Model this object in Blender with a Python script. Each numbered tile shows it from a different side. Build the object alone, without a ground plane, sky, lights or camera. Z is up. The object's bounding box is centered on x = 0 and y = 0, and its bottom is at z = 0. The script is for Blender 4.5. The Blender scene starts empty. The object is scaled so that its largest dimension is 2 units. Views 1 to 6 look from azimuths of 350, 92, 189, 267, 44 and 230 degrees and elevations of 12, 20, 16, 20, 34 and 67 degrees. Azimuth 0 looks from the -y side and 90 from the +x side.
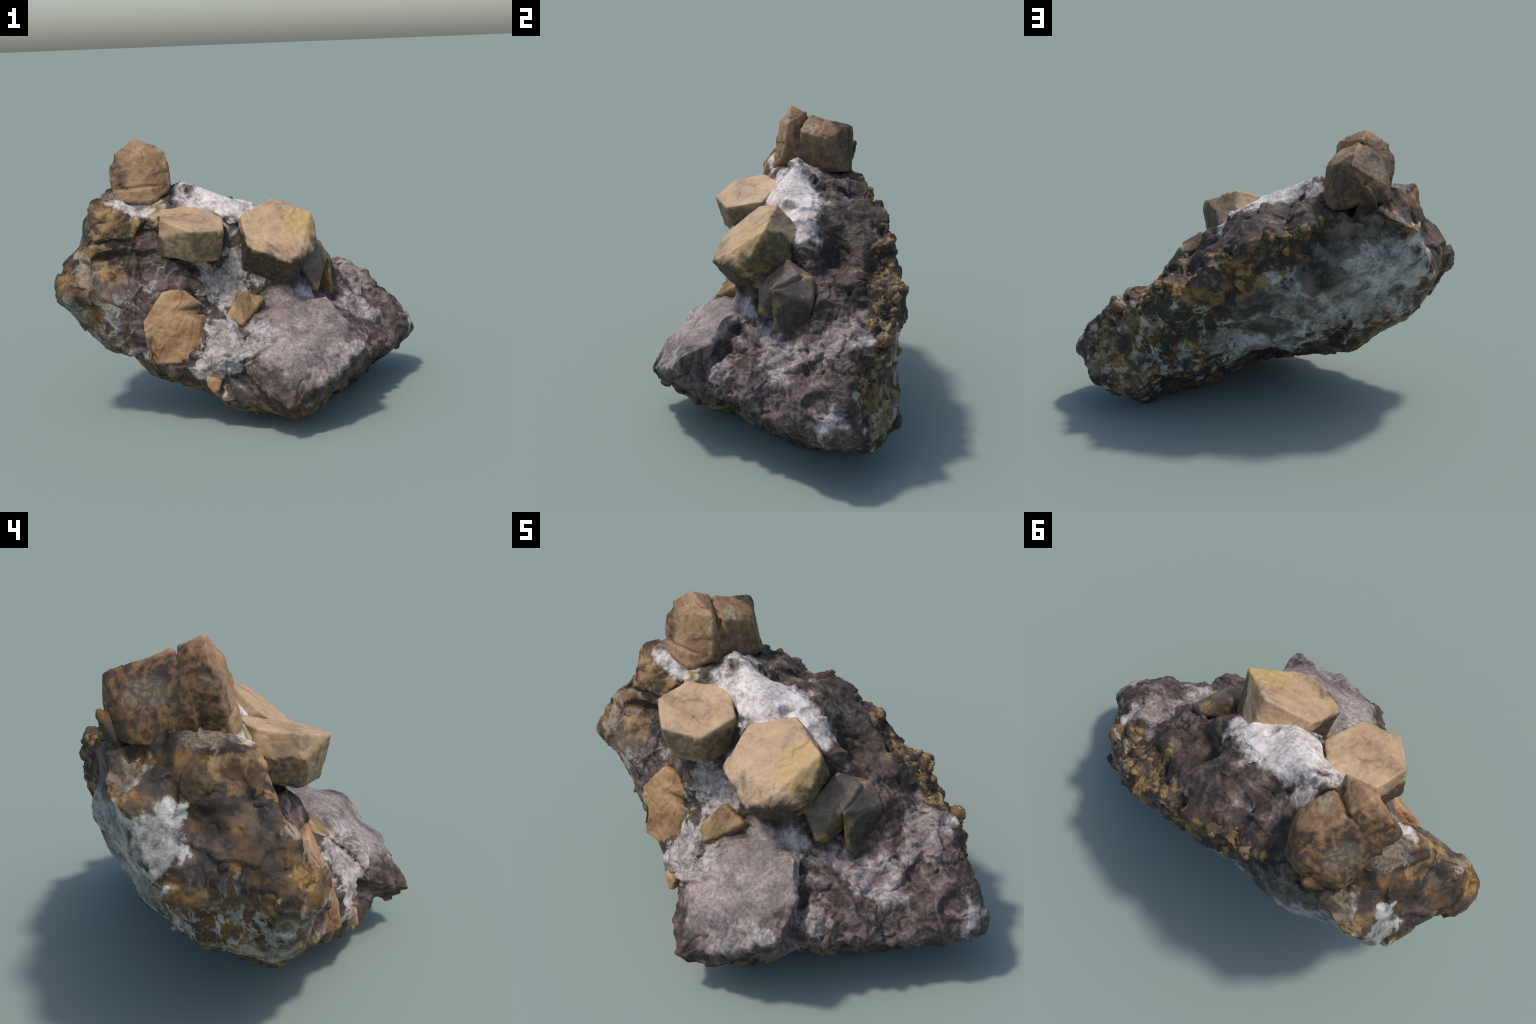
import bpy, bmesh, math, random
import numpy as np
from mathutils import Vector

random.seed(7)
RNG = np.random.default_rng(7)

# ------------------------------------------------------------------ helpers
def hash3(ix, iy, iz, seed):
    """repeatable pseudo random number in 0..1 for integer lattice points"""
    n = (ix * 374761393 + iy * 668265263 + iz * 2147483647 + seed * 974711) & 0xFFFFFFFF
    n = ((n ^ (n >> 13)) * 1274126177) & 0xFFFFFFFF
    n = ((n ^ (n >> 16)) * 2246822519) & 0xFFFFFFFF
    return ((n ^ (n >> 15)) & 0xFFFFFF) / float(0xFFFFFF)


def vnoise(P, freq, seed=0):
    """smooth value noise, -1..1"""
    Q = P * freq + 100.0
    I = np.floor(Q).astype(np.int64)
    F = Q - I
    F = F * F * F * (F * (F * 6 - 15) + 10)
    out = np.zeros(len(P))
    for dx in (0, 1):
        for dy in (0, 1):
            for dz in (0, 1):
                w = ((F[:, 0] if dx else 1 - F[:, 0]) * (F[:, 1] if dy else 1 - F[:, 1])
                     * (F[:, 2] if dz else 1 - F[:, 2]))
                out += w * hash3(I[:, 0] + dx, I[:, 1] + dy, I[:, 2] + dz, seed)
    return out * 2 - 1


def fbm(P, freq, octaves=4, seed=0, gain=0.5):
    out = np.zeros(len(P)); a = 1.0; s = 0.0
    for o in range(octaves):
        out += a * vnoise(P, freq * 2.03 ** o, seed + 17 * o)
        s += a; a *= gain
    return out / s


def ridged(P, freq, octaves=3, seed=0):
    out = np.zeros(len(P)); a = 1.0; s = 0.0
    for o in range(octaves):
        out += a * (1 - 2 * np.abs(vnoise(P, freq * 2.1 ** o, seed + 31 * o)))
        s += a; a *= 0.5
    return out / s


def cells(P, freq, seed=0):
    """distance to the nearest and second nearest scattered point (cell units) and cell id value"""
    Q = P * freq + 100.0
    I = np.floor(Q).astype(np.int64)
    d1 = np.full(len(P), 9.0); d2 = np.full(len(P), 9.0); cid = np.zeros(len(P))
    for dx in (-1, 0, 1):
        for dy in (-1, 0, 1):
            for dz in (-1, 0, 1):
                J = I + np.array([dx, dy, dz])
                c = np.stack([hash3(J[:, 0], J[:, 1], J[:, 2], seed + k) for k in (1, 2, 3)], 1) + J
                d = np.linalg.norm(Q - c, axis=1)
                v = hash3(J[:, 0], J[:, 1], J[:, 2], seed + 4)
                near = d < d1
                d2 = np.where(near, d1, np.minimum(d2, d))
                cid = np.where(near, v, cid)
                d1 = np.where(near, d, d1)
    return d1, d2, cid


def sstep(a, b, x):
    t = np.clip((x - a) / (b - a), 0, 1)
    return t * t * (3 - 2 * t)


def blob(P, c, r, soft=0.35):
    """1 inside an ellipsoid, fading out at its rim"""
    d = np.linalg.norm((P - np.array(c)) / np.array(r), axis=1)
    return 1 - sstep(1 - soft, 1 + soft, d)


def link(ob, parent=None):
    bpy.context.scene.collection.objects.link(ob)
    if parent is not None:
        ob.parent = parent
    return ob


def bm_to_mesh(bm, name):
    me = bpy.data.meshes.new(name)
    bm.to_mesh(me); bm.free()
    return me


def hull_bm(points, bm=None):
    new = bm is None
    if new:
        bm = bmesh.new()
    vs = [bm.verts.new(p) for p in points]
    res = bmesh.ops.convex_hull(bm, input=vs, use_existing_faces=False)
    junk = list({g for g in res['geom_interior'] + res['geom_unused'] if isinstance(g, bmesh.types.BMVert)})
    bmesh.ops.delete(bm, geom=junk, context='VERTS')
    return bm


def evaluated(ob):
    dg = bpy.context.evaluated_depsgraph_get()
    return bpy.data.meshes.new_from_object(ob.evaluated_get(dg), depsgraph=dg)


def coords(me):
    a = np.empty(len(me.vertices) * 3); me.vertices.foreach_get('co', a)
    return a.reshape(-1, 3)


def normals(me):
    a = np.empty(len(me.vertices) * 3)
    me.vertex_normals.foreach_get('vector', a)
    return a.reshape(-1, 3)


def set_coords(me, P):
    me.vertices.foreach_set('co', P.ravel().astype(np.float32)); me.update()


def relax(me, P, n, lam=0.5, weight=None):
    e = np.empty(len(me.edges) * 2, np.int32); me.edges.foreach_get('vertices', e)
    a, b = e[0::2], e[1::2]; N = len(P)
    deg = np.maximum(np.bincount(a, minlength=N) + np.bincount(b, minlength=N), 1)
    w = lam if weight is None else (lam * weight)[:, None]
    for _ in range(n):
        S = np.stack([np.bincount(a, P[b, k], N) + np.bincount(b, P[a, k], N) for k in range(3)], 1) / deg[:, None]
        P = P + w * (S - P)
    return P


# ------------------------------------------------------------------ node helper
class Nodes:
    def __init__(self, mat):
        mat.use_nodes = True
        self.t = mat.node_tree
        self.n = self.t.nodes
        self.bsdf = self.n['Principled BSDF']
        self.co = self.n.new('ShaderNodeTexCoord').outputs['Object']
        self.wob = self.warp(.045, 12, 3)

    def put(self, sock, v):
        if isinstance(v, bpy.types.NodeSocket):
            self.t.links.new(v, sock)
        else:
            sock.default_value = v

    def math(self, op, a, b=0.0, c=None, clamp=False):
        m = self.n.new('ShaderNodeMath'); m.operation = op; m.use_clamp = clamp
        self.put(m.inputs[0], a); self.put(m.inputs[1], b)
        if c is not None:
            self.put(m.inputs[2], c)
        return m.outputs[0]

    def vec(self, op, a, b=(0, 0, 0)):
        m = self.n.new('ShaderNodeVectorMath'); m.operation = op
        self.put(m.inputs[0], a); self.put(m.inputs[1], b)
        return m.outputs['Value'] if op in ('LENGTH', 'DOT_PRODUCT') else m.outputs['Vector']

    def noise(self, scale, detail=4, rough=0.55, co=None, dist=0.0, color=False):
        m = self.n.new('ShaderNodeTexNoise')
        self.put(m.inputs['Vector'], co or self.co)
        m.inputs['Scale'].default_value = scale
        m.inputs['Detail'].default_value = detail
        m.inputs['Roughness'].default_value = rough
        m.inputs['Distortion'].default_value = dist
        return m.outputs['Color' if color else 'Fac']

    def voronoi(self, scale, co=None, feature='F1', out='Distance'):
        m = self.n.new('ShaderNodeTexVoronoi'); m.feature = feature
        self.put(m.inputs['Vector'], co or self.co)
        m.inputs['Scale'].default_value = scale
        return m.outputs[out]

    def ramp(self, x, lo, hi, a=0.0, b=1.0):
        m = self.n.new('ShaderNodeMapRange'); m.interpolation_type = 'SMOOTHSTEP'
        self.put(m.inputs['Value'], x)
        m.inputs['From Min'].default_value = lo; m.inputs['From Max'].default_value = hi
        m.inputs['To Min'].default_value = a; m.inputs['To Max'].default_value = b
        return m.outputs[0]

    def colors(self, x, stops):
        m = self.n.new('ShaderNodeValToRGB'); cr = m.color_ramp
        while len(cr.elements) < len(stops):
            cr.elements.new(0.5)
        for e, (p, c) in zip(cr.elements, stops):
            e.position = p; e.color = (*c, 1)
        self.put(m.inputs[0], x)
        return m.outputs[0]

    def mix(self, f, a, b, mode='MIX'):
        m = self.n.new('ShaderNodeMix'); m.data_type = 'RGBA'; m.blend_type = mode
        self.put(m.inputs[0], f)
        self.put(m.inputs[6], (*a, 1) if isinstance(a, tuple) else a)
        self.put(m.inputs[7], (*b, 1) if isinstance(b, tuple) else b)
        return m.outputs[2]

    def warp(self, amount, scale, detail=3):
        c = self.noise(scale, detail, color=True)
        d = self.vec('SUBTRACT', c, (0.5, 0.5, 0.5))
        d = self.vec('MULTIPLY', d, (amount,) * 3)
        return self.vec('ADD', self.co, d)

    def blob(self, c, r, co, soft=0.2):
        d = self.vec('SUBTRACT', co, c)
        d = self.vec('MULTIPLY', d, tuple(1 / k for k in r))
        return self.ramp(self.vec('LENGTH', d), 1 - soft, 1 + soft, 1, 0)

    def blobs(self, items, co, soft=0.2):
        out = None
        for c, r in items:
            m = self.blob(c, r, co, soft)
            out = m if out is None else self.math('MAXIMUM', out, m)
        return out

    def patch(self, items, noise, raggedness=1.0, soft=0.0, edge=.16):
        """ellipsoids whose outlines are broken up by a noise (distance inside the nearest outline plus the noise)"""
        near = None
        for c, r in items:
            d = self.vec('MULTIPLY', self.vec('SUBTRACT', self.wob, c), tuple(1 / k for k in r))
            d = self.vec('LENGTH', d)
            near = d if near is None else self.math('MINIMUM', near, d)
        m = self.math('SUBTRACT', 1.0 + soft * .3, near)
        m = self.math('ADD', m, self.math('MULTIPLY', self.math('SUBTRACT', noise, .5), 2.6 * raggedness))
        return self.ramp(m, -edge, edge)

    def vec_of(self, x):
        m = self.n.new('ShaderNodeCombineXYZ')
        for k in range(3):
            self.put(m.inputs[k], x)
        return m.outputs[0]

    def bump(self, h, strength, dist):
        b = self.n.new('ShaderNodeBump')
        b.inputs['Strength'].default_value = strength
        b.inputs['Distance'].default_value = dist
        self.put(b.inputs['Height'], h)
        self.put(self.bsdf.inputs['Normal'], b.outputs[0])

    def finish(self, color, rough):
        self.put(self.bsdf.inputs['Base Color'], color)
        self.put(self.bsdf.inputs['Roughness'], rough)


def crystal_material(name, cols, patches=(), streak=(1, 1, 1), rough=.62):
    """weathered crystal: four-tone mottling, light worn spots, then colour patches given as (ellipsoids, dark colour, light colour, strength)"""
    mat = bpy.data.materials.new(name); N = Nodes(mat)
    co = N.vec('MULTIPLY', N.warp(.05, 9, 3), streak)
    n1 = N.noise(9, 6, .62, co=co, dist=.5); n2 = N.noise(34, 4, .62, co=co); n3 = N.noise(90, 3, .6)
    x = N.math('ADD', N.math('MULTIPLY', n1, .62), N.math('ADD', N.math('MULTIPLY', n2, .26), N.math('MULTIPLY', n3, .12)))
    c = N.colors(x, list(zip((.36, .46, .54, .66), cols)))
    for items, dk, lt, amt in patches:
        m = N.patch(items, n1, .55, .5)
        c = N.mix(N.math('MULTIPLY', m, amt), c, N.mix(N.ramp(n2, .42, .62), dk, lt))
    N.finish(c, N.ramp(n2, 0.3, 0.7, rough - .08, rough + .1))
    N.bump(N.math('ADD', n1, N.math('MULTIPLY', n2, 0.5)), 0.35, 0.012)
    return mat

# ------------------------------------------------------------------ the specimen
specimen = bpy.data.objects.new('mineral_specimen', None)
specimen['label'] = 'rough grey rock with tan hexagonal crystals, white veins and rusty crust'
specimen['category'] = 'mineral specimen'
link(specimen)

# ---- host rock: cross-sections (y, z) along x, starting underneath and going
#      up the front, over the top and down the back
SECTIONS = [
    (-0.985, [(-.07, .66), (-.11, .67), (-.14, .69), (-.15, .71), (-.13, .73), (-.09, .75), (-.06, .76), (-.03, .76), (-.01, .75), (-.01, .72), (-.02, .70), (-.04, .67)]),
    (-0.95, [(-.09, .63), (-.15, .65), (-.19, .68), (-.20, .71), (-.17, .75), (-.11, .79), (-.05, .81), (0, .82), (.04, .80), (.04, .74), (.02, .69), (-.03, .65)]),
    (-0.85, [(-.01, .48), (-.10, .50), (-.16, .59), (-.21, .70), (-.18, .80), (-.12, .90), (-.02, .97), (.10, 1.0), (.34, .96), (.31, .76), (.27, .61), (.13, .52)]),
    (-0.75, [(-.04, .37), (-.14, .40), (-.19, .52), (-.20, .68), (-.14, .83), (-.08, .97), (-.03, 1.07), (.10, 1.12), (.46, 1.05), (.41, .84), (.34, .62), (.20, .47)]),
    (-0.65, [(.0, .32), (-.20, .37), (-.24, .52), (-.21, .68), (-.11, .83), (-.06, 1.0), (-.01, 1.10), (.10, 1.17), (.47, 1.12), (.44, .86), (.36, .60), (.22, .44)]),
    (-0.55, [(-.08, .23), (-.25, .34), (-.26, .43), (-.21, .60), (-.13, .76), (.03, .94), (.04, 1.10), (.10, 1.15), (.49, 1.05), (.47, .85), (.38, .56), (.19, .35)]),
    (-0.45, [(-.04, .18), (-.27, .25), (-.28, .37), (-.21, .58), (-.14, .76), (.03, .94), (.06, 1.10), (.14, 1.15), (.50, 1.05), (.49, .80), (.39, .50), (.2, .30)]),
    (-0.30, [(-.11, .13), (-.33, .18), (-.35, .33), (-.24, .53), (-.15, .72), (-.06, .88), (.05, 1.10), (.15, 1.175), (.52, 1.0), (.50, .72), (.42, .45), (.14, .25)]),
    (-0.15, [(-.24, .09), (-.44, .18), (-.42, .37), (-.29, .52), (-.17, .66), (-.09, .82), (.02, 1.03), (.15, 1.08), (.55, .98), (.54, .70), (.45, .42), (.12, .22)]),
    (0.00, [(-.29, .04), (-.49, .12), (-.56, .24), (-.36, .47), (-.19, .62), (-.12, .76), (.0, 1.01), (.14, 1.06), (.55, .96), (.57, .62), (.50, .38), (.10, .19)]),
    (0.15, [(-.30, .0), (-.53, .085), (-.57, .24), (-.39, .43), (-.18, .61), (-.11, .74), (.02, .97), (.13, 1.02), (.57, .88), (.59, .55), (.49, .26), (.12, .11)]),
    (0.30, [(-.13, .0), (-.36, .08), (-.53, .27), (-.42, .44), (-.22, .58), (-.10, .68), (.07, .76), (.20, .82), (.61, .76), (.60, .48), (.50, .20), (.13, .04)]),
    (0.45, [(.05, .01), (-.22, .11), (-.46, .29), (-.38, .39), (-.20, .48), (.0, .54), (.15, .66), (.30, .73), (.585, .70), (.60, .42), (.55, .19), (.3, .05)]),
    (0.60, [(.13, .02), (-.13, .11), (-.28, .30), (-.20, .37), (-.06, .46), (.08, .54), (.20, .59), (.36, .62), (.555, .60), (.57, .38), (.59, .14), (.42, .03)]),
    (0.75, [(.25, .08), (.01, .15), (-.09, .23), (-.03, .32), (.05, .41), (.12, .48), (.25, .53), (.38, .56), (.49, .51), (.51, .35), (.55, .19), (.47, .09)]),
    (0.85, [(.28, .14), (.12, .18), (.03, .25), (.04, .30), (.09, .37), (.14, .43), (.22, .47), (.33, .47), (.39, .41), (.43, .32), (.48, .19), (.42, .14)]),
    (0.95, [(.26, .21), (.21, .22), (.18, .27), (.17, .30), (.19, .33), (.22, .36), (.26, .37), (.31, .37), (.34, .33), (.36, .29), (.34, .25), (.30, .21)]),
    (0.99, [(.26, .25), (.24, .26), (.22, .28), (.21, .30), (.22, .32), (.24, .33), (.26, .34), (.29, .33), (.31, .32), (.32, .29), (.31, .27), (.29, .25)]),
]


def loft_bm(sections, bm):
    rings = []
    for x, ring in sections:
        rings.append([bm.verts.new((x, y, z)) for y, z in ring])
    m = len(rings[0])
    for a, b in zip(rings, rings[1:]):
        for k in range(m):
            bm.faces.new((a[k], a[(k + 1) % m], b[(k + 1) % m], b[k]))
    bm.faces.new(rings[0][::-1]); bm.faces.new(rings[-1])
    bmesh.ops.recalc_face_normals(bm, faces=bm.faces)
    return bm


# lumps broken or grown onto the host rock, each a convex block
BLOCKS = {
    'slab': [(.08, -.15, .612), (.20, -.17, .615), (.36, -.215, .612), (.425, -.31, .535), (.465, -.375, .475), (.485, -.455, .425), (.487, -.47, .395),
             (.30, -.575, .305), (.10, -.655, .205), (.038, -.672, .194), (-.06, -.58, .25), (-.141, -.48, .317), (-.125, -.44, .40), (-.03, -.335, .53),
             (.10, -.605, .135), (.19, -.585, .165), (.02, -.56, .15), (.15, -.05, .45), (.35, -.10, .45), (.40, -.25, .25), (.1, -.45, .14), (-.08, -.35, .20), (.38, -.36, .27)],
    'shoulder': [(-.772, .02, 1.12), (-.533, .005, 1.03), (-.62, -.06, .93), (-.80, -.09, .95), (-.86, -.04, .96),
                 (-.70, .25, 1.17), (-.50, .25, 1.1), (-.8, .25, .8), (-.5, .2, .8)],
    'buttress': [(-.72, -.10, .83), (-.60, -.10, .78), (-.60, -.175, .67), (-.73, -.225, .60), (-.905, -.207, .71), (-.915, -.185, .74), (-.85, -.16, .81),
                 (-.6, .1, .8), (-.8, .1, .8), (-.7, .1, .6)],
    'mound': [(-.33, .13, 1.14), (-.30, .146, 1.178), (-.20, .10, 1.11), (-.13, .06, 1.095), (0, .08, 1.085), (.07, .13, 1.06), (.08, .20, 1.05),
              (-.2, .24, 1.07), (-.1, -.06, .98), (.1, .02, .95), (.1, .25, .9), (-.2, .3, .9)],
    'corner': [(.60, .50, .60), (.66, .37, .622), (.74, .44, .57), (.70, .51, .57), (.55, .33, .66), (.45, .52, .72), (.40, .60, .70), (.5, .4, .5), (.7, .4, .45)],
    'horn': [(-.57, .462, 1.21), (-.51, .44, 1.12), (-.63, .42, 1.12), (-.57, .45, 1.0), (-.57, .38, 1.05), (-.48, .44, 1.05), (-.66, .38, 1.03), (-.56, .38, 1.17)],
}


def build_rock():
    bm = bmesh.new()
    loft_bm(SECTIONS, bm)
    for pts in BLOCKS.values():
        hull_bm(pts, bm)
    me = bm_to_mesh(bm, 'rock_raw')
    ob = link(bpy.data.objects.new('rock_raw', me))
    mod = ob.modifiers.new('remesh', 'REMESH'); mod.mode = 'VOXEL'; mod.voxel_size = 0.0064
    bpy.context.view_layer.update()
    out = evaluated(ob)
    bpy.data.objects.remove(ob)
    return out


# survey points: spots that the finished rock surface passes through
FRONT_SPOTS = [
    (-.533, .007, 1.028), (-.85, -.028, .929), (-.874, -.073, .932), (-.761, -.058, 1.011), (-.703, -.041, 1.069), (-.728, .001, 1.109),
    (-.739, -.159, .767), (-.70, -.075, .868), (-.66, -.06, .91), (-.935, -.15, .78), (-.637, -.237, .607), (-.80, -.22, .713), (-.77, -.215, .63),
    (-.689, -.185, .465), (-.506, -.19, .64), (-.46, -.15, .74), (-.396, -.195, .74), (-.29, -.212, .661), (-.27, -.165, .755),
    (-.209, -.143, .718), (-.158, -.115, .739), (-.168, -.333, .479), (-.272, -.399, .341), (-.257, -.375, .24), (-.202, -.418, .401),
    (-.31, -.24, .24), (-.13, -.41, .235), (-.148, -.40, .125), (-.216, -.392, .15), (-.52, -.02, .95), (-.44, -.02, 1.05), (-.57, -.18, .35), (-.16, -.42, .155), (-.36, -.06, .95), (-.05, -.09, .85), (-.73, -.18, .455), (-.91, -.12, .875),
]
SLAB_SPOTS = [
    (.08, -.162, .607), (.344, -.204, .588), (.243, -.289, .552), (.402, -.346, .495), (.385, -.262, .58), (.487, -.41, .474), (.222, -.450, .457), (.354, -.394, .507),
    (.221, -.544, .37), (.11, -.53, .41), (.413, -.523, .37), (-.106, -.399, .414),
    (-.038, -.344, .527), (-.013, -.46, .425), (.06, -.30, .57), (.46, -.29, .24), (.485, -.345, .275), (.40, -.23, .17), (.09, -.60, .315), (.045, -.655, .20), (.22, -.57, .34),
]
SLOPE_SPOTS = [
    (.155, -.195, .66), (.23, -.14, .65), (.09, -.195, .64), (.426, -.223, .449), (.279, -.13, .61), (.44, -.034, .508), (.496, -.235, .414), (.505, -.307, .356), (.625, -.185, .33), (.64, -.09, .235), (.69, .03, .19), (.57, -.16, .245),
    (.722, -.079, .304), (.577, .058, .47), (.675, .05, .424), (.54, -.018, .465), (.579, .178, .552), (.682, .189, .492), (.712, .301, .572),
    (.792, .27, .483), (.945, .34, .33), (.90, .32, .415), (.95, .269, .32), (.955, .207, .315), (.878, .191, .39), (.754, -.007, .237), (.84, .36, .37), (.70, -.05, .312),
    (.30, .10, .74), (.38, .12, .62), (.33, -.06, .58), (.44, .23, .74), (.44, .05, .52), (.485, .292, .698), (.548, .33, .667), (.516, .42, .665),
]
CREST_SPOTS = [
    (-.204, .256, 1.07), (-.13, .26, 1.068), (-.02, .33, 1.052), (.05, .37, 1.012), (.081, .221, 1.051), (.17, .177, .968), (.20, .20, .93), (.285, .205, .87),
    (.06, .29, 1.035), (.10, .24, 1.03), (-.05, .04, 1.075), (-.18, .05, 1.105), (-.21, .31, 1.062), (.04, .10, 1.05), (-.299, .146, 1.182), (-.10, .13, 1.10), (.218, .321, .83), (.26, .376, .851), (.136, .402, .936), (.388, .416, .792), (.316, .26, .763),
    (-.345, .487, 1.066), (-.251, .543, .992), (-.039, .589, .946), (-.10, .525, .995), (.114, .585, .854), (.155, .585, .827),
    (.46, .516, .732), (.41, .585, .765), (.386, .635, .65), (.24, .50, .825), (.33, .545, .745), (.667, .375, .625), (.683, .408, .606), (.705, .503, .579),
]
BACK_SPOTS = [
    (-.57, .462, 1.205), (-.58, .425, 1.06), (-.46, .455, 1.05), (-.62, .41, 1.02), (-.634, .335, 1.136), (-.66, .375, 1.06), (-.765, .44, 1.012), (-.82, .412, .965), (-.849, .377, .895), (-.915, .24, .721),
    (-.759, .303, 1.03), (-.826, .295, .942), (-.804, .357, .922), (-.81, .20, .985), (-.884, .10, .86), (-.835, .14, .905), (-.835, .21, .88), (-.85, .06, .59), (-.83, -.02, .47), (-.755, .21, .475), (-.805, .12, .495),
    (-.715, .31, .64), (-.703, .153, 1.139), (-.788, .049, 1.115), (.07, .47, .45), (.08, .53, .52), (.70, .50, .43), (.785, .42, .40), (.45, .53, .32), (-.46, .475, .98), (-.82, .235, .61), (.25, .45, .28), (.27, .565, .43), (.22, .55, .53), (.28, .55, .48), (.34, .54, .37), (.47, .44, .20), (.08, .25, .27), (.62, .56, .31), (.72, .55, .27), (-.36, .50, .63), (-.33, .405, .49), (-.10, .525, .61), (-.60, .43, .73), (.19, .615, .75), (-.10, .58, .82),
    (-.55, .505, .93), (-.48, .35, .45), (-.45, .525, .83),
]


def pull_through(P, spots, reach=0.085, stiff=0.06):
    """ease the surface so that it passes through the given spots"""
    S = np.array(spots)
    near = np.array([np.argmin(((P - q) ** 2).sum(1)) for q in S])
    move = S - P[near]
    L = np.linalg.norm(move, axis=1, keepdims=True)
    move *= np.minimum(1, 0.10 / np.maximum(L, 1e-6))
    C = P[near]

    def kern(A, B):
        return np.exp(-((A[:, None] - B[None]) ** 2).sum(2) / (2 * reach ** 2))
    W = np.linalg.solve(kern(C, C) + stiff * np.eye(len(C)), move)
    out = P.copy()
    for i in range(0, len(P), 20000):
        out[i:i + 20000] += kern(P[i:i + 20000], C) @ W
    return out


def facets(P, freq, seed):
    """broken-rock relief: every cell is a plane tilted its own way"""
    Q = P * freq + 100.0
    I = np.floor(Q).astype(np.int64)
    d1 = np.full(len(P), 9.0); out = np.zeros(len(P))
    for dx in (-1, 0, 1):
        for dy in (-1, 0, 1):
            for dz in (-1, 0, 1):
                J = I + np.array([dx, dy, dz])
                c = np.stack([hash3(J[:, 0], J[:, 1], J[:, 2], seed + k) for k in (1, 2, 3)], 1) + J
                g = np.stack([hash3(J[:, 0], J[:, 1], J[:, 2], seed + k) for k in (5, 6, 7)], 1) - .5
                d = np.linalg.norm(Q - c, axis=1)
                h = ((Q - c) * g).sum(1) * 1.6 + hash3(J[:, 0], J[:, 1], J[:, 2], seed + 8) - .5
                near = d < d1
                out = np.where(near, h, out); d1 = np.where(near, d, d1)
    return out


def wobble(P, freq, amount, seed):
    return P + amount * np.stack([fbm(P, freq, 3, seed + 50 * k) for k in range(3)], 1)


def rock_zones(P):
    """where each kind of surface sits, as soft weights"""
    Q = wobble(P, 5, .06, 300)
    big = lambda items, soft=.2: np.maximum.reduce([blob(Q, c, r, soft) for c, r in items])
    z = {k: big(v_) for k, v_ in ZONES.items()}
    z['slab'] = np.maximum(blob(Q, (.17, -.40, .44), (.36, .34, .26), .12) * sstep(.01, .055, SLAB_AXIS(P)), 0)
    z['flank'] = sstep(.50, .66, -Q[:, 0] + .5 * np.minimum(Q[:, 1], .2)) * (1 - z['white_back'])
    return z


def SLAB_AXIS(P):
    """distance above a plane lying a little below the flat top of the grey slab"""
    n = np.array([.10, -.56, .82]); n /= np.linalg.norm(n)
    return (P - np.array([.22, -.40, .42])) @ n


# ellipsoids (centre, radii) marking the different kinds of matter on the rock
ZONES = {
    'calcite': [((-.09, .09, 1.08), (.25, .145, .12)), ((.08, .13, 1.02), (.115, .10, .11)), ((.17, .17, .95), (.055, .06, .10)),
                ((-.57, .02, 1.085), (.13, .035, .05))],
    'grey_calcite': [((-.09, .02, .97), (.05, .08, .08)), ((-.20, -.38, .44), (.12, .13, .15)), ((-.16, -.15, .68), (.14, .10, .13)), ((-.28, -.42, .31), (.10, .10, .09)),
                     ((-.06, -.33, .53), (.05, .06, .05)), ((.0, -.1, .8), (.12, .08, .12))],
    'pale_vein': [((.43, -.03, .51), (.08, .05, .05)), ((.28, -.12, .59), (.08, .05, .05)), ((.60, .04, .45), (.11, .085, .08)),
                  ((.95, .24, .31), (.07, .08, .06)), ((.69, .42, .60), (.06, .05, .03)), ((.155, .585, .82), (.035, .03, .04)), ((.52, .42, .665), (.035, .03, .03))],
    'white_back': [((-.55, .42, .74), (.34, .16, .27)), ((-.2, .50, .58), (.33, .16, .22)), ((.05, .45, .38), (.30, .2, .18)), ((-.83, .30, .88), (.06, .09, .11))],
    'mottled_back': [((.50, .52, .28), (.34, .2, .26)), ((.68, .54, .48), (.14, .1, .12)), ((.30, .60, .55), (.2, .08, .12))],
    'ochre_rim': [((-.23, .54, .97), (.2, .07, .07)), ((.03, .56, .84), (.2, .09, .12)), ((.40, .55, .74), (.16, .14, .12)), ((.62, .50, .60), (.16, .08, .08)),
                  ((.78, .42, .48), (.12, .10, .10))],
}


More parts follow.
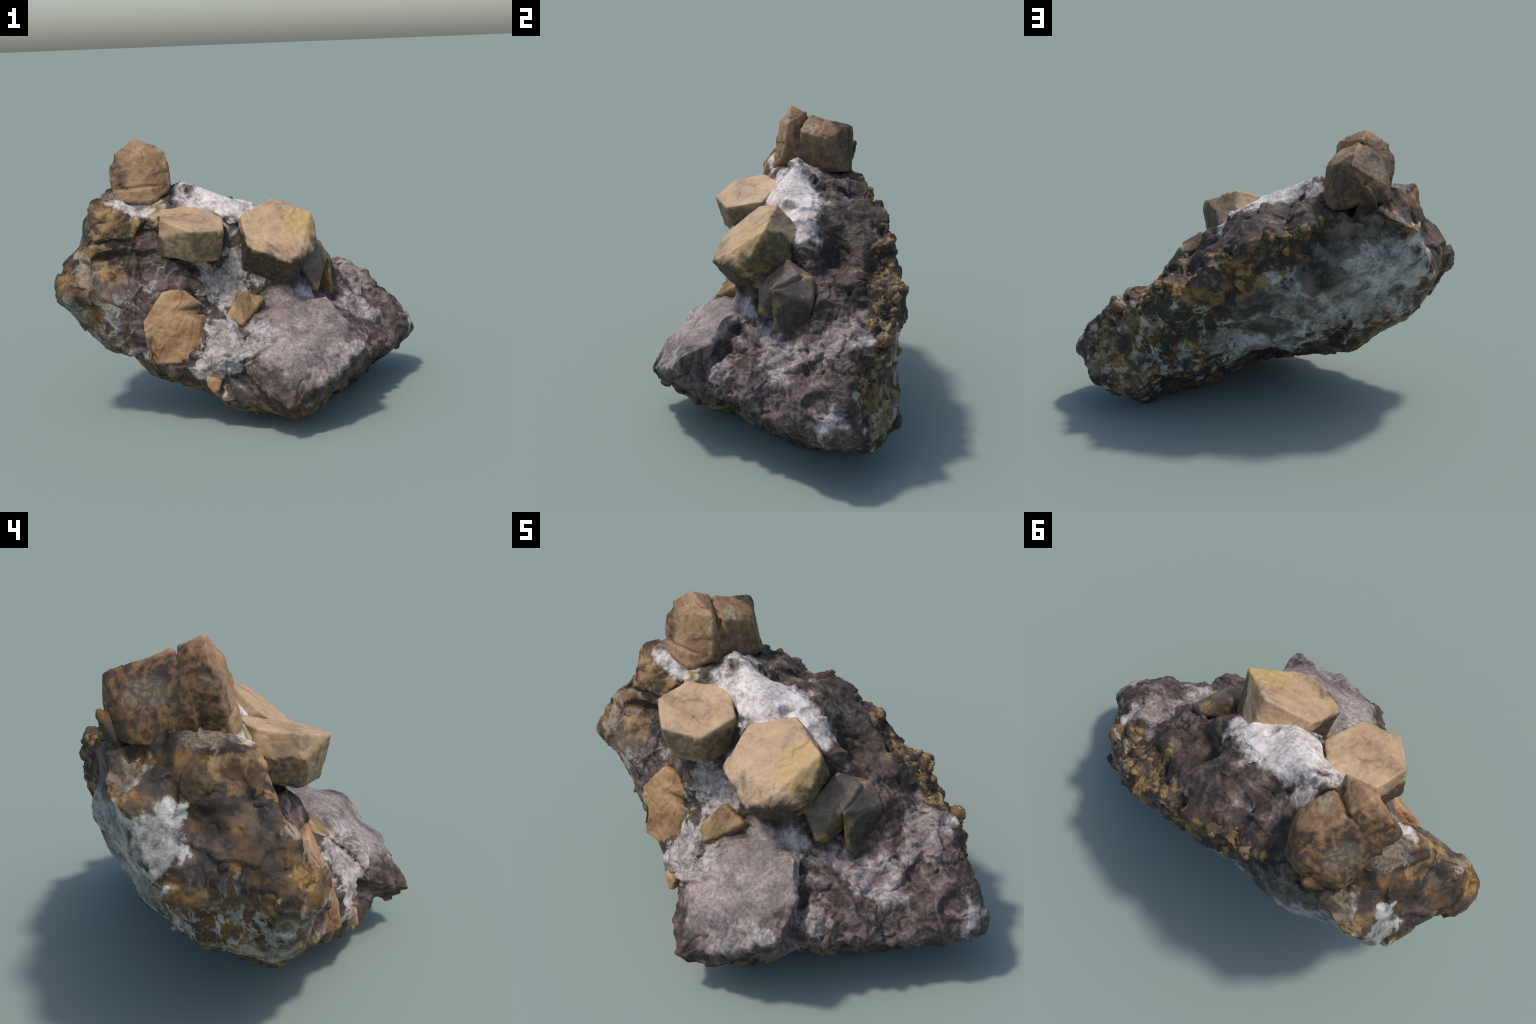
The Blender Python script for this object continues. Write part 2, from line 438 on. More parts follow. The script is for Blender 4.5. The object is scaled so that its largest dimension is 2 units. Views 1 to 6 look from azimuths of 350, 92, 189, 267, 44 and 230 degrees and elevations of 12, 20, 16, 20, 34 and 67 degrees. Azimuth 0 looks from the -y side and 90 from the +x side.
def sculpt(me):
    P = coords(me)
    P = relax(me, P, 3, 0.5)
    P = pull_through(P, FRONT_SPOTS + SLAB_SPOTS + SLOPE_SPOTS + CREST_SPOTS + BACK_SPOTS)
    P = relax(me, P, 1, 0.5)
    set_coords(me, P)
    Z = rock_zones(P)
    n = relax(me, normals(me), 5, 0.5); n /= np.linalg.norm(n, axis=1)[:, None]
    back = np.maximum(Z['white_back'], .5 * Z['mottled_back'])
    calm = 1 - 0.9 * Z['slab'] - 0.55 * back - .85 * Z['calcite']
    crust = np.clip(Z['ochre_rim'] + .6 * Z['mottled_back'], 0, 1)
    slope = sstep(.25, .45, P[:, 0]) * (1 - crust) * (1 - Z['slab'])
    Pw = wobble(P, 7, .05, 11)
    flank = Z['flank']
    h = -0.005 + 0.018 * facets(Pw, 4.6, 3) * calm * (1 - .4 * slope)
    h += 0.011 * facets(Pw, 12, 21) * calm * (1 - .5 * flank)
    h += 0.016 * ridged(P * np.array([1, .8, 1.2]), 5.5, 3, 2) * calm * (1 - .5 * flank)
    h += 0.014 * ridged(wobble(P, 4, .08, 77), 11, 3, 12) * np.clip(slope + 1.1 * crust, 0, 1.1)
    d1, d2, cid = cells(wobble(P, 9, .03, 60), 13, 5)
    h += 0.030 * (sstep(.75, .1, d1) * sstep(.25, .8, cid) - .45) * crust
    h += 0.010 * fbm(P, 14, 3, 8) * (.35 + .65 * calm)
    h += 0.0035 * ridged(wobble(P, 12, .02, 55), 20, 3, 3) * (.25 + .75 * calm)
    h -= .010 * sstep(.09, .0, np.abs(fbm(P, 5.5, 3, 71))) * sstep(-.05, .25, fbm(P, 3.5, 2, 72)) * np.clip(calm + .3, 0, 1)
    # cracks and chips on the slab
    h -= .010 * Z['slab'] * sstep(.12, .0, np.abs(vnoise(wobble(P, 6, .05, 90), 4.2, 91)))* sstep(-.1, .3, vnoise(P, 5, 93))
    h -= .010 * blob(P, (-.68, -.16, .82), (.26, .16, .32), .3)
    h += .016 * fbm(P, 8, 2, 88) * Z['calcite']
    for c, r, depth in PITS:
        h -= depth * blob(P, c, r, .5)
    P = P + n * h[:, None]
    # it rests on the ground at z = 0
    P[:, 2] = np.where(P[:, 2] < .025, .025 * np.exp((P[:, 2] - .025) / .025), P[:, 2]) - .003
    set_coords(me, P)
    return P


# broken-out pockets and shadowy holes
PITS = [
    ((.056, .094, 1.06), (.035, .04, .03), .03), ((.22, .315, .84), (.06, .06, .07), .04),
    ((-.20, -.42, .40), (.035, .02, .012), .02), ((-.68, -.10, .865), (.11, .05, .025), .025), ((-.45, .1, .3), (.06, .06, .05), .02),
    ((-.53, -.13, .78), (.04, .06, .10), .010),
    # gully along the right edge of the slab
    ((.365, -.19, .52), (.035, .04, .04), .03), ((.415, -.25, .455), (.035, .04, .04), .03), ((.465, -.33, .385), (.03, .035, .04), .025),
    # seats of the flush crystals
    ((-.42, -.25, .52), (.17, .12, .20), .014), ((-.06, -.25, .585), (.12, .09, .08), .012),
    # lumps (negative depth) and gullies of the right slope
    ((.53, -.27, .37), (.06, .06, .05), -.012), ((.60, -.22, .33), (.03, .05, .06), .025),
    ((.72, -.10, .29), (.03, .05, .06), .025), ((.69, .17, .49), (.02, .10, .05), .015), ((.50, .24, .69), (.05, .05, .05), -.012),
    ((.58, .33, .64), (.03, .04, .04), .015), ((.84, .30, .40), (.04, .05, .05), .02), ((.86, .17, .37), (.03, .04, .05), .02),
]


rock_me = build_rock()
rock_me.name = 'host_rock'
sculpt(rock_me)
def host_material():
    """one shader for the whole rock: brown-grey limestone, white calcite, pale back crust, rust and ochre"""
    mat = bpy.data.materials.new('host_rock'); N = Nodes(mat)
    warp = N.warp(.13, 6, 4)
    fine = N.warp(.06, 16, 4)
    big = N.noise(5.5, 5, .6, dist=.5)
    mid = N.noise(14, 5, .62, dist=.4)
    speck = N.noise(55, 4, .65)
    grain = N.noise(130, 3, .6)
    streak = N.noise(9, 5, .65, co=N.vec('MULTIPLY', fine, (1, 2.2, .8)), dist=1.0)

    # dark host rock
    dark = N.colors(N.math('ADD', N.math('MULTIPLY', mid, .7), N.math('MULTIPLY', speck, .3)),
                    [(.35, (.012, .008, .006)), (.46, (.045, .030, .022)), (.55, (.108, .075, .056)), (.68, (.26, .20, .165))])
    dark = N.mix(N.ramp(big, .52, .66, 0, .6), dark, (.11, .068, .042))
    # pinkish grey limestone of the slab and the right slope
    lime = N.colors(N.math('ADD', N.math('MULTIPLY', speck, .6), N.math('MULTIPLY', mid, .4)),
                    [(.34, (.10, .073, .064)), (.46, (.225, .176, .157)), (.57, (.325, .264, .237)), (.70, (.50, .435, .40))])
    lime = N.mix(N.math('MULTIPLY', N.ramp(grain, .52, .7), .3), lime, (.48, .42, .41))
    slope = N.colors(N.math('ADD', N.math('MULTIPLY', streak, .75), N.math('MULTIPLY', speck, .25)),
                     [(.34, (.022, .014, .011)), (.45, (.082, .055, .046)), (.56, (.185, .135, .116)), (.69, (.41, .34, .305))])
    # rust: browns, oranges, black
    rust = N.colors(N.math('ADD', N.math('MULTIPLY', big, .55), N.math('MULTIPLY', mid, .45)),
                    [(.36, (.015, .011, .008)), (.45, (.045, .027, .014)), (.52, (.115, .062, .022)), (.60, (.225, .12, .040)), (.71, (.34, .21, .095))])
    ochre = N.colors(N.math('ADD', N.math('MULTIPLY', mid, .7), N.math('MULTIPLY', speck, .3)),
                     [(.36, (.022, .016, .011)), (.45, (.075, .045, .022)), (.53, (.175, .102, .036)), (.61, (.34, .22, .085)), (.72, (.48, .40, .25))])
    # whites
    white = N.colors(N.math('ADD', N.math('MULTIPLY', mid, .6), N.math('MULTIPLY', speck, .4)),
                     [(.34, (.22, .175, .145)), (.44, (.47, .405, .365)), (.53, (.69, .62, .575)), (.65, (.85, .79, .76))])
    greyw = N.colors(N.math('ADD', N.math('MULTIPLY', mid, .6), N.math('MULTIPLY', speck, .4)),
                     [(.34, (.085, .068, .058)), (.46, (.22, .185, .165)), (.56, (.40, .355, .325)), (.70, (.62, .575, .54))])
    backw = N.colors(N.math('ADD', N.math('MULTIPLY', mid, .68), N.math('MULTIPLY', speck, .32)),
                     [(.34, (.06, .055, .045)), (.44, (.19, .18, .155)), (.54, (.37, .365, .335)), (.68, (.54, .55, .52))])

    Zc = ZONES
    x = N.n.new('ShaderNodeSeparateXYZ'); N.put(x.inputs[0], warp); X, Y, Zz = x.outputs

    def dot(p, n, co=fine):
        return N.vec('DOT_PRODUCT', N.vec('SUBTRACT', co, p), tuple(Vector(n).normalized()))

    def tint(col, mask, amount, a, b=None, by=mid, lo=.44, hi=.56):
        c = a if b is None else N.mix(N.ramp(by, lo, hi), a, b)
        return N.mix(N.math('MULTIPLY', mask, amount), col, c)

    col = dark
    # right slope, then the pinkish slab
    col = N.mix(N.patch([((.62, -.02, .36), (.42, .36, .22)), ((.66, .24, .52), (.18, .18, .12)), ((.45, -.35, .30), (.2, .25, .2))], mid, .8, .3), col, slope)
    m = N.patch([((.64, .32, .61), (.11, .10, .06)), ((.52, -.27, .38), (.07, .07, .05)), ((.68, .20, .55), (.08, .12, .05))], mid, .8)
    col = N.mix(m, col, lime)
    m_slab = N.math('MULTIPLY', N.blobs([((.17, -.40, .42), (.36, .35, .30))], fine, .06), N.ramp(dot((.22, -.40, .42), (.10, -.56, .82)), -.03, .02))
    m_slab = N.math('MULTIPLY', m_slab, N.ramp(dot((.42, -.33, .5), (.86, -.42, .2)), .0, .04, 1, 0))
    col = N.mix(m_slab, col, lime)
    col = tint(col, N.patch([((.25, -.55, .36), (.12, .06, .05)), ((.44, -.43, .45), (.05, .06, .03))], streak, 1.4), .6, (.075, .06, .058), (.20, .165, .155), speck)
    col = tint(col, N.patch([((.42, -.48, .40), (.07, .06, .03)), ((.0, -.38, .49), (.04, .10, .05))], mid, .8), .6, (.27, .235, .22), (.50, .46, .45), speck)
    # purple-grey lower left front with pale veining
    pg = N.mix(N.ramp(streak, .55, .66, 0, .75), slope, (.44, .39, .37))
    col = N.mix(N.patch([((-.66, -.26, .62), (.27, .18, .28)), ((-.5, -.16, .72), (.14, .12, .15))], mid, .6, .3), col, pg)
    # rusty left flank
    side = N.math('ADD', N.math('MULTIPLY', X, -1.0), N.math('MULTIPLY', N.math('MINIMUM', Y, .2), .5))
    m_rust = N.ramp(N.math('ADD', side, N.math('MULTIPLY', N.math('SUBTRACT', mid, .5), .5)), .53, .64)
    col = N.mix(m_rust, col, rust)
    col = tint(col, N.patch([((-.74, -.17, .76), (.15, .1, .09)), ((-.62, -.08, .93), (.07, .06, .05))], mid, 1.2), .75, (.11, .078, .052), (.24, .17, .115))
    col = tint(col, N.patch([((-.75, -.18, .79), (.10, .06, .03)), ((-.70, -.05, 1.04), (.10, .05, .05))], mid, 1.2), .75, (.20, .11, .045), (.33, .20, .085))
    col = tint(col, N.patch([((-.76, -.12, .90), (.13, .06, .035)), ((-.86, -.17, .80), (.05, .06, .05))], streak, 1.3), .7, (.30, .17, .06), (.40, .33, .26), streak)
    col = tint(col, N.patch([((-.76, .30, 1.03), (.05, .06, .05)), ((-.83, .07, .99), (.06, .06, .05)), ((-.88, .16, .84), (.05, .10, .08)), ((-.85, -.02, .93), (.045, .045, .05))], mid, .7, .3), .85,
               (.035, .028, .024), (.11, .08, .06))
    col = tint(col, N.patch([((-.70, .12, 1.14), (.07, .10, .03)), ((-.86, -.04, .95), (.02, .02, .025))], mid, 1.0), .65, (.11, .09, .07), (.30, .255, .21), speck, .4, .6)
    col = tint(col, N.patch([((-.77, .41, 1.0), (.06, .06, .05)), ((-.93, -.14, .76), (.05, .06, .05)), ((-.9, .05, .80), (.03, .05, .05))], mid, .9), .85, (.11, .058, .018), (.31, .18, .055), speck, .38, .62)
    col = tint(col, N.patch([((-.67, -.03, 1.03), (.16, .06, .09)), ((-.80, .02, 1.05), (.10, .12, .07)), ((-.67, -.15, .79), (.10, .06, .04))], mid, 1.3), .78, (.12, .065, .027), (.34, .205, .09), mid, .42, .60)
    low = N.math('MULTIPLY', m_rust, N.ramp(N.math('ADD', Zz, N.math('MULTIPLY', N.math('SUBTRACT', big, .5), .5)), .60, .78, 1, 0))
    col = N.mix(N.math('MULTIPLY', low, N.ramp(streak, .48, .56)), col, backw)
    col = tint(col, N.patch([((-.72, -.02, .45), (.12, .16, .07))], mid, .8), .8, (.15, .14, .075), (.30, .29, .19))
    # ochre crust along the back edge
    m_och = N.math('MULTIPLY', N.patch(Zc['ochre_rim'], big, 1.0), N.ramp(mid, .45, .57))
    col = N.mix(m_och, col, ochre)
    # white crust on the back, patchy towards the right end
    col = N.mix(N.patch(Zc['white_back'], mid, 1.0, .3), col, backw)
    mot = N.mix(N.ramp(streak, .50, .58), N.mix(N.ramp(big, .44, .54), (.030, .028, .020), ochre), backw)
    col = N.mix(N.patch(Zc['mottled_back'], mid, .8, .3), col, mot)
    stain = N.patch([((-.55, .49, 1.06), (.24, .12, .13)), ((-.30, .52, .92), (.22, .08, .08)), ((-.36, .5, .80), (.15, .07, .10)), ((-.02, .57, .64), (.20, .08, .12)), ((-.05, .5, .5), (.2, .1, .06))],
                    N.math('ADD', N.math('MULTIPLY', big, .6), N.math('MULTIPLY', mid, .4)), 1.5)
    col = tint(col, stain, .82, (.020, .017, .012), (.105, .065, .025), mid, .46, .62)
    col = tint(col, N.patch([((.02, .57, .76), (.10, .05, .10)), ((-.24, .55, .93), (.07, .05, .07)), ((.2, .6, .68), (.12, .05, .05))], mid, 1.4), .85, (.085, .048, .016), (.25, .14, .042))
    col = tint(col, N.patch([((-.44, .47, .68), (.06, .05, .06)), ((-.25, .5, .62), (.10, .06, .04)), ((-.6, .33, .52), (.10, .08, .03))], mid, 1.5), .7, (.07, .055, .035), (.20, .17, .12))
    col = tint(col, N.patch([((.74, .47, .38), (.22, .11, .22)), ((.55, .56, .55), (.16, .06, .12))], mid, 1.5), .8, N.mix(N.ramp(streak, .45, .53), (.05, .035, .02), (.25, .155, .045)), (.46, .40, .33), mid, .52, .64)
    # brown lower lip
    m_lip = N.patch([((.0, -.28, .06), (.5, .24, .10)), ((-.45, -.06, .21), (.28, .2, .10)), ((-.45, .18, .37), (.26, .08, .07)), ((.1, .1, .1), (.4, .3, .06))], mid, 1.0)
    col = tint(col, m_lip, .85, (.05, .038, .025), (.21, .135, .055))
    shade = N.ramp(N.noise(7, 5, .65, dist=.3), .36, .60, .62, 1.08)  # noise darkening painted into the rock colour for crevice shadow
    col = N.mix(.85, col, N.vec('MULTIPLY', (1, 1, 1), N.vec_of(shade)), 'MULTIPLY')
    # calcite
    col = N.mix(N.patch(Zc['grey_calcite'], mid, 1.1), col, greyw)
    col = tint(col, N.patch(Zc['pale_vein'], N.math('ADD', N.math('MULTIPLY', mid, .5), N.math('MULTIPLY', streak, .5)), 1.4, 0, .45), .72, (.22, .175, .16), (.56, .50, .475), N.math('ADD', N.math('MULTIPLY', mid, .7), N.math('MULTIPLY', speck, .3)), .42, .60)
    m_c = N.patch(Zc['calcite'], N.math('ADD', N.math('MULTIPLY', big, .6), N.math('MULTIPLY', mid, .4)), 1.1, .2, .3)
    col = N.mix(m_c, col, white)
    col = tint(col, N.patch([((-.47, .01, 1.08), (.05, .04, .05))], mid, .8), .6, (.30, .24, .07), (.55, .48, .30))
    N.finish(col, N.ramp(mid, .3, .7, .62, .82))
    N.bump(N.math('ADD', N.math('MULTIPLY', mid, .7), N.math('MULTIPLY', speck, .3)), .5, .02)
    return mat


rock_mat = host_material()


def split_rock(me, mat):
    """cut the one smooth rock skin into its named kinds of surface; borders coincide and share normals"""
    P = coords(me); n = normals(me)
    nf = len(me.polygons)
    start = np.empty(nf, np.int32); total = np.empty(nf, np.int32)
    me.polygons.foreach_get('loop_start', start); me.polygons.foreach_get('loop_total', total)
    loops = np.empty(len(me.loops), np.int32); me.loops.foreach_get('vertex_index', loops)
    cen = np.add.reduceat(P[loops], start, axis=0) / total[:, None]
    Z = rock_zones(cen)
    kind = np.zeros(nf, int)
    names = ['host_rock', 'rusty_flank', 'ochre_crust', 'white_crust', 'grey_slab', 'calcite_vein', 'calcite_crust']
    for i, key in enumerate(['flank', 'ochre_rim', 'white_back', 'slab', 'grey_calcite', 'calcite'], 1):
        kind[Z[key] > .5] = i
    for i, name in enumerate(names):
        f = np.where(kind == i)[0]
        lt = total[f]
        idx = np.concatenate([loops[a:a + t] for a, t in zip(start[f], lt)])
        used, inv = np.unique(idx, return_inverse=True)
        m = bpy.data.meshes.new(name)
        m.vertices.add(len(used)); m.vertices.foreach_set('co', P[used].ravel().astype(np.float32))
        m.loops.add(len(idx)); m.loops.foreach_set('vertex_index', inv.astype(np.int32))
        m.polygons.add(len(f))
        m.polygons.foreach_set('loop_start', np.concatenate([[0], np.cumsum(lt)[:-1]]).astype(np.int32))
        m.polygons.foreach_set('use_smooth', [True] * len(f))
        m.update(calc_edges=True); m.validate()
        m.normals_split_custom_set_from_vertices([tuple(q) for q in n[used]])
        m.materials.append(mat)
        link(bpy.data.objects.new(name, m), specimen)


split_rock(rock_me, rock_mat)

# ---- small nodules grown on the crust along the back edge
def nodule_material():
    mat = bpy.data.materials.new('ochre_nodule'); N = Nodes(mat)
    info = N.n.new('ShaderNodeObjectInfo').outputs['Random']
    n1 = N.noise(40, 4, .6)
    x = N.math('ADD', N.math('MULTIPLY', info, .6), N.math('MULTIPLY', n1, .4))
    N.finish(N.colors(x, [(.2, (.03, .021, .014)), (.42, (.085, .05, .022)), (.6, (.19, .11, .038)), (.78, (.28, .18, .07)), (.9, (.36, .30, .19))]), .7)
    N.bump(n1, .4, .006)
    return mat


def place_nodules(me, count=110):
    mat = nodule_material(); shapes = []
    for k in range(7):
        bm = bmesh.new()
        bmesh.ops.create_icosphere(bm, subdivisions=3, radius=1)
        m = bm_to_mesh(bm, 'nodule'); m.materials.append(mat)
        Q = coords(m) * np.array([1, RNG.uniform(.7, 1), .9])
        lump = 1 + .38 * facets(Q + 3 * k, .9, 400 + k) + .10 * fbm(Q + 5 * k, 2.2, 2, 500 + k)
        set_coords(m, Q * lump[:, None])
        m.polygons.foreach_set('use_smooth', [True] * len(m.polygons))
        shapes.append(m)
    P = coords(me); n = normals(me); Z = rock_zones(P)
    w = Z['ochre_rim'] * (.25 + (fbm(P, 8, 2, 5) > .05)) + .12 * Z['mottled_back'] + .02 * (Z['flank'] > .5) * (P[:, 2] > .5)
    pick = RNG.choice(len(P), count, replace=False, p=w / w.sum())
    fixed = [((-.345, .487, 1.066), .024), ((-.251, .543, .992), .02), ((.114, .590, .854), .018), ((.16, .585, .83), .028), ((-.28, .51, 1.0), .026),
             ((-.10, .50, .985), .03), ((.39, .42, .795), .03)]
    spots = [(P[i], n[i], float(RNG.choice([.008, .011, .014, .018, .023], p=[.25, .3, .25, .15, .05]))) for i in pick]
    rim = np.where((Z['ochre_rim'] > .55) | ((Z['mottled_back'] > .7) & (P[:, 0] > .6)))[0]
    for i in RNG.choice(rim, 75, replace=False):
        spots.append((P[i] - n[i] * .006, n[i], float(RNG.uniform(.016, .036))))
    for c, r in fixed:
        i = np.argmin(((P - np.array(c)) ** 2).sum(1)); spots.append((P[i], n[i], r))
    for c, d, r in spots:
        ob = bpy.data.objects.new('nodule', shapes[int(RNG.integers(7))])
        ob.location = Vector(c - d * r * .35)
        q = Vector(d).to_track_quat('Z', 'Y')
        ob.rotation_mode = 'QUATERNION'
        from mathutils import Quaternion
        ob.rotation_quaternion = q @ Quaternion((0, 0, 1), float(RNG.uniform(0, 6.28)))
        ob.scale = (r * RNG.uniform(.85, 1.25), r * RNG.uniform(.85, 1.25), r * RNG.uniform(.7, 1.1))
        link(ob, specimen)


place_nodules(rock_me)

# ---- crystals: hexagonal barrels, given by the corners of the end face
TANS = ((.25, .165, .10), (.42, .275, .155), (.50, .335, .185), (.58, .42, .26))
BIG = crystal_material('tan_crystal', TANS, [
    ([((.30, -.08, .96), (.12, .10, .08))], (.46, .29, .09), (.55, .37, .14), .6),
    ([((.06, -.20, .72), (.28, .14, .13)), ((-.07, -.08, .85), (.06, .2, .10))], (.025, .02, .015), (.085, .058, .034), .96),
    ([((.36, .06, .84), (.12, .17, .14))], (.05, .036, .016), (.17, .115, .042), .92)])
FLAT = crystal_material('tan_crystal', TANS, [
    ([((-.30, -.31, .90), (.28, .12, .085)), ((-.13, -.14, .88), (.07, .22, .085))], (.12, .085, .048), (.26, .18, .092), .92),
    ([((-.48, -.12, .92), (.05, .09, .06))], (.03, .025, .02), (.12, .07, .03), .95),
    ([((-.47, -.12, .87), (.03, .03, .015))], (.4, .36, .28), (.5, .45, .36), .8)])
TOP = crystal_material('brown_crystal', ((.13, .07, .034), (.26, .145, .068), (.34, .205, .105), (.44, .29, .17)), [
    ([((-.66, .29, 1.24), (.14, .20, .22)), ((-.55, .42, 1.2), (.2, .10, .2))], (.032, .020, .012), (.155, .078, .028), .94),
    ([((-.37, .27, 1.17), (.05, .18, .12))], (.10, .055, .028), (.24, .13, .055), .8),
    ([((-.61, .31, 1.27), (.05, .07, .05))], (.14, .125, .09), (.24, .205, .15), .4),
    ([((-.41, .225, 1.32), (.03, .025, .02))], (.30, .23, .16), (.50, .43, .33), .55)])
BROWN = crystal_material('brown_crystal', ((.15, .075, .038), (.30, .16, .068), (.375, .215, .10), (.47, .31, .175)), [
    ([((-.30, -.24, .59), (.06, .06, .035))], (.14, .08, .04), (.24, .14, .06), .8),
    ([((-.55, -.29, .39), (.04, .05, .05))], (.10, .05, .025), (.26, .13, .04), .7)])
YELLOW = crystal_material('yellow_crystal', ((.09, .052, .026), (.21, .125, .05), (.31, .19, .075), (.42, .29, .14)), streak=(2.6, .7, .8))
DARK = crystal_material('dark_crystal', ((.05, .037, .028), (.11, .080, .058), (.18, .135, .095), (.29, .225, .155)), [
    ([((.42, .03, .63), (.035, .05, .11)), ((.37, -.055, .61), (.06, .02, .035)), ((.395, .15, .812), (.02, .03, .012))], (.20, .12, .03), (.36, .25, .09), .85),
    ([((.485, .085, .635), (.028, .11, .08))], (.022, .018, .015), (.06, .046, .032), .9),
    ([((.32, .14, .80), (.05, .06, .07))], (.09, .05, .025), (.17, .10, .045), .8)])


def v(*a):
    return np.array(a, float)


def plane_normal(cap):
    c = np.mean(cap, 0)
    return np.linalg.svd(np.array(cap) - c)[2][2]


def crystal(name, pts, mat, bevel=0.005, rough=0.0035, voxel=0.006, seed=1, dents=(), facet=.004):
    groups = pts if isinstance(pts[0], list) else [pts]
    whole = bmesh.new()
    for g in groups:
        bm = hull_bm([tuple(p) for p in g])
        bmesh.ops.dissolve_limit(bm, angle_limit=math.radians(4), verts=bm.verts, edges=bm.edges)
        bmesh.ops.bevel(bm, geom=list(bm.edges), offset=bevel, segments=2, affect='EDGES', profile=0.6)
        part = bm_to_mesh(bm, name); whole.from_mesh(part); bpy.data.meshes.remove(part)
    me = bm_to_mesh(whole, name)
    ob = bpy.data.objects.new(name, me); link(ob)
    mod = ob.modifiers.new('r', 'REMESH'); mod.mode = 'VOXEL'; mod.voxel_size = voxel
    bpy.context.view_layer.update()
    me2 = evaluated(ob); bpy.data.objects.remove(ob)
    me2.name = name
    P = relax(me2, coords(me2), 1, 0.4); set_coords(me2, P)
    n = normals(me2)
    h = rough * (1.2 * fbm(P, 7, 3, seed) + ridged(P, 13, 3, seed + 5) + .6 * fbm(P, 40, 2, seed + 9))
    h = h + facet * facets(wobble(P, 9, .02, seed), 11, seed)
    for c, r, depth in dents:
        h = h - depth * blob(P, c, r, .5)
    set_coords(me2, P + n * h[:, None])
    me2.polygons.foreach_set('use_smooth', [True] * len(me2.polygons))
    me2.materials.clear(); me2.materials.append(mat)
    return link(bpy.data.objects.new(name, me2), specimen)


def prism(cap, normal, depth, taper=1.0):
    """end face plus the same face moved inwards along the crystal axis"""
    cap = [np.array(p, float) for p in cap]; c = np.mean(cap, 0); n = np.array(normal, float); n /= np.linalg.norm(n)
    return cap + [c + (p - c) * taper - n * depth for p in cap]


# large tan crystal, with one corner chipped to a slant
n_a = v(.08, -.625, .777)
cap_a = [(.144, .04, 1.081), (.337, -.028, 1.010), (-.044, -.056, 1.015), (-.037, -.229, .888), (.164, -.297, .805), (.229, -.244, .845)]
base_a = [(.123, .203, .879), (.27, .12, .78), (.27, .03, .68), (.22, -.03, .63), (.143, -.134, .603), (-.058, -.066, .686), (-.065, .107, .813)]
pts = [v(*p) + n_a * .006 for p in cap_a] + [v(.298, -.186, .812), v(.347, -.115, .862), v(.352, -.05, .955)]
pts += [v(*p) for p in base_a] + [v(.12, -.13, .935) + n_a * .016]
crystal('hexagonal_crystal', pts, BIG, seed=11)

# flat-topped tan crystal beside it
n_b = v(.24, -.23, .94)
cap_b = [(-.461, -.198, 1.052), (-.322, -.299, 1.0), (-.156, -.234, .985), (-.132, -.045, 1.015), (-.27, .06, 1.075), (-.443, -.034, 1.078)]
base_b = [(-.485, -.174, .872), (-.318, -.262, .836), (-.172, -.185, .823), (-.14, .0, .85), (-.28, .1, .9), (-.46, .0, .9)]
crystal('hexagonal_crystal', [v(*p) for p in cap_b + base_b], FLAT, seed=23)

# tall brown crystal at the top, split across by a notch
front = [(-.544, .119, 1.427), (-.397, .103, 1.36), (-.376, .086, 1.233), (-.38, .06, 1.17), (-.485, .013, 1.096), (-.66, .045, 1.12),
         (-.678, .064, 1.193), (-.684, .081, 1.284), (-.652, .107, 1.354)]
back = [(-.525, .205, 1.388), (-.413, .137, 1.325), (-.40, .14, 1.2), (-.40, .15, 1.10), (-.62, .18, 1.1), (-.665, .19, 1.22), (-.65, .19, 1.29)]
front += [(-.50, .062, 1.345), (-.47, .042, 1.27), (-.55, .05, 1.25)]
top2 = [(-.51, .228, 1.378), (-.397, .160, 1.315), (-.358, .307, 1.273), (-.499, .446, 1.308), (-.58, .41, 1.25),
        (-.361, .36, 1.092), (-.392, .09, 1.17), (-.37, .10, 1.10), (-.42, .43, 1.08), (-.56, .445, 1.13), (-.67, .37, 1.12), (-.655, .36, 1.2), (-.675, .16, 1.2), (-.67, .15, 1.1), (-.64, .18, 1.30)]
crystal('top_crystal', [[v(*p) for p in front + back], [v(*p) for p in top2]], TOP, rough=.004, bevel=.003, voxel=.005, facet=.004, seed=31,
        dents=[((-.62, .31, 1.27), (.07, .08, .06), .012), ((-.40, .149, 1.29), (.05, .014, .07), .022),
               ((-.68, .1, 1.33), (.03, .05, .03), .015), ((-.60, .05, 1.178), (.07, .03, .011), .008), ((-.50, .045, 1.187), (.06, .03, .010), .007), ((-.66, .2, 1.16), (.03, .03, .05), .015)])

# dark twinned crystals low on the right
crystal('dark_crystal', [v(*p) for p in [(.335, .08, .870), (.425, .118, .818), (.432, .0, .757), (.275, -.075, .728), (.345, -.075, .60), (.37, -.03, .58),
                                         (.25, .1, .78), (.405, .205, .795), (.38, .15, .6), (.26, .0, .55)]], DARK, bevel=.004, rough=.0025, facet=.002, seed=41)
crystal('dark_crystal', [v(*p) for p in [(.384, .135, .814), (.425, .190, .812), (.494, .190, .716), (.437, -.008, .750), (.455, .0, .545), (.482, .165, .55),
                                         (.38, .21, .76), (.385, .06, .70), (.40, .07, .54), (.40, .2, .55)]], DARK, bevel=.004, rough=.0025, facet=.002, seed=43)

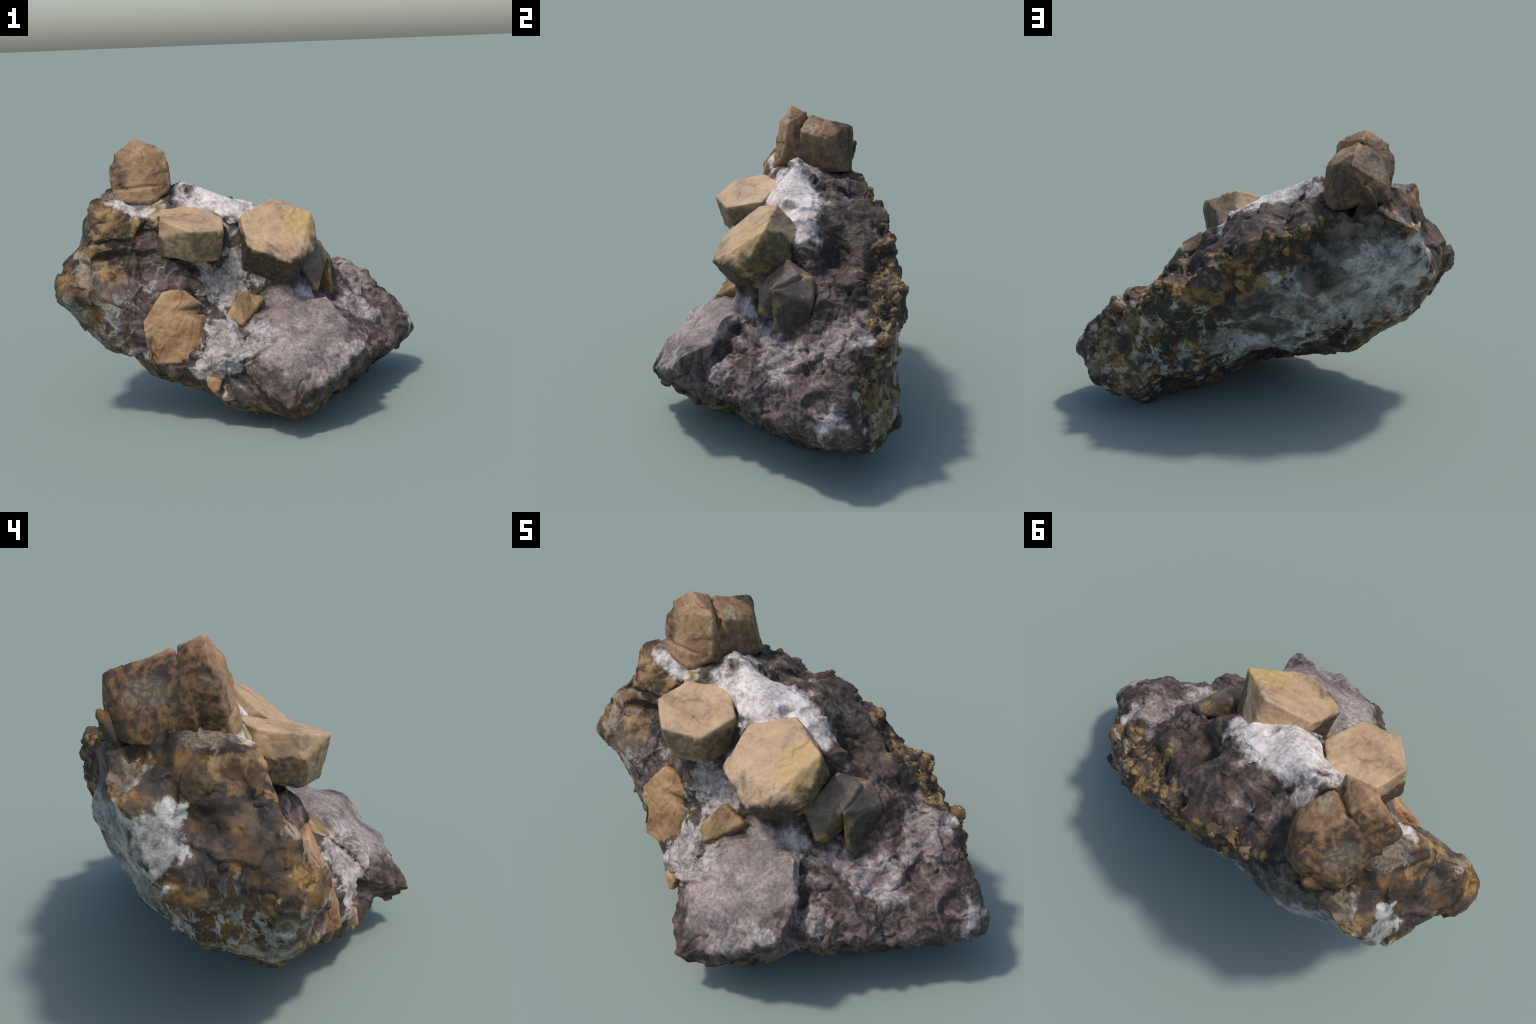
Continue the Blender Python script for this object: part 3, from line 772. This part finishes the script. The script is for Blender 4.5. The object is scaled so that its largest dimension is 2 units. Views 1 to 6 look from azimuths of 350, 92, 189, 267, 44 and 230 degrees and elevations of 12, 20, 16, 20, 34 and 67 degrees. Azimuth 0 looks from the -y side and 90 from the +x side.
# blunt crystals overgrown by the rusty crust of the left flank
for k, pts in enumerate([
        [(-.788, .049, 1.119), (-.728, .001, 1.112), (-.703, -.043, 1.069), (-.535, .005, 1.030), (-.60, -.065, .945), (-.765, -.062, 1.008), (-.78, -.085, .94),
         (-.835, -.055, .94), (-.80, .04, 1.0), (-.66, .08, 1.14), (-.55, .10, 1.08), (-.7, .15, .85), (-.6, .1, .85)],
        [(-.72, -.08, .845), (-.61, -.095, .79), (-.59, -.155, .70), (-.637, -.235, .612), (-.80, -.222, .700), (-.91, -.20, .725), (-.90, -.16, .79), (-.82, -.125, .82),
         (-.74, -.165, .775), (-.8, .0, .8), (-.65, .0, .75), (-.75, .0, .65)],
        [(-.62, -.24, .595), (-.79, -.226, .69), (-.86, -.17, .60), (-.80, -.15, .46), (-.69, -.19, .455), (-.62, -.235, .50), (-.7, -.05, .5), (-.75, 0, .6)]]):
    crystal('flank_crystal', [v(*p) + v(.004, .010, 0) for p in pts], rock_mat, bevel=.003, rough=.005, facet=.006, seed=71 + 3 * k)

# brown crystal set in the front face, nearly flush
cap_e = [(-.578, -.240, .552), (-.472, -.195, .687), (-.359, -.208, .692), (-.268, -.227, .612), (-.257, -.235, .503), (-.352, -.314, .344),
         (-.510, -.303, .350), (-.565, -.280, .362)]
n_e = v(-.1, -.93, .33)
face_e = [v(*p) + n_e * .001 for p in cap_e] + [v(-.44, -.272, .50) + n_e * .004, v(-.35, -.262, .52) + n_e * .006]
crystal('brown_crystal', face_e + [p - n_e * .12 for p in face_e], BROWN, bevel=.003, rough=.005, facet=.006, seed=51,
        dents=[((-.33, -.25, .585), (.07, .05, .022), .016), ((-.555, -.28, .42), (.03, .05, .05), .022), ((-.545, -.29, .36), (.02, .04, .03), .015),
               ((-.42, -.26, .645), (.06, .05, .02), .008)])
# small striped yellow crystal wedged against the slab
cap_f = [(-.086, -.188, .657), (.045, -.196, .622), (-.024, -.263, .557), (-.097, -.322, .518), (-.166, -.265, .548)]
crystal('yellow_crystal', prism(cap_f, (.0, -.75, .66), .08), YELLOW, bevel=.004, rough=.006, seed=57)
# chip crystal on the lower lip
crystal('brown_crystal', [v(*p) for p in [(-.293, -.385, .281), (-.223, -.40, .265), (-.235, -.40, .215), (-.262, -.40, .205), (-.29, -.385, .24),
                                          (-.27, -.30, .29), (-.22, -.30, .25), (-.26, -.30, .2)]], BROWN, bevel=.004, seed=61)
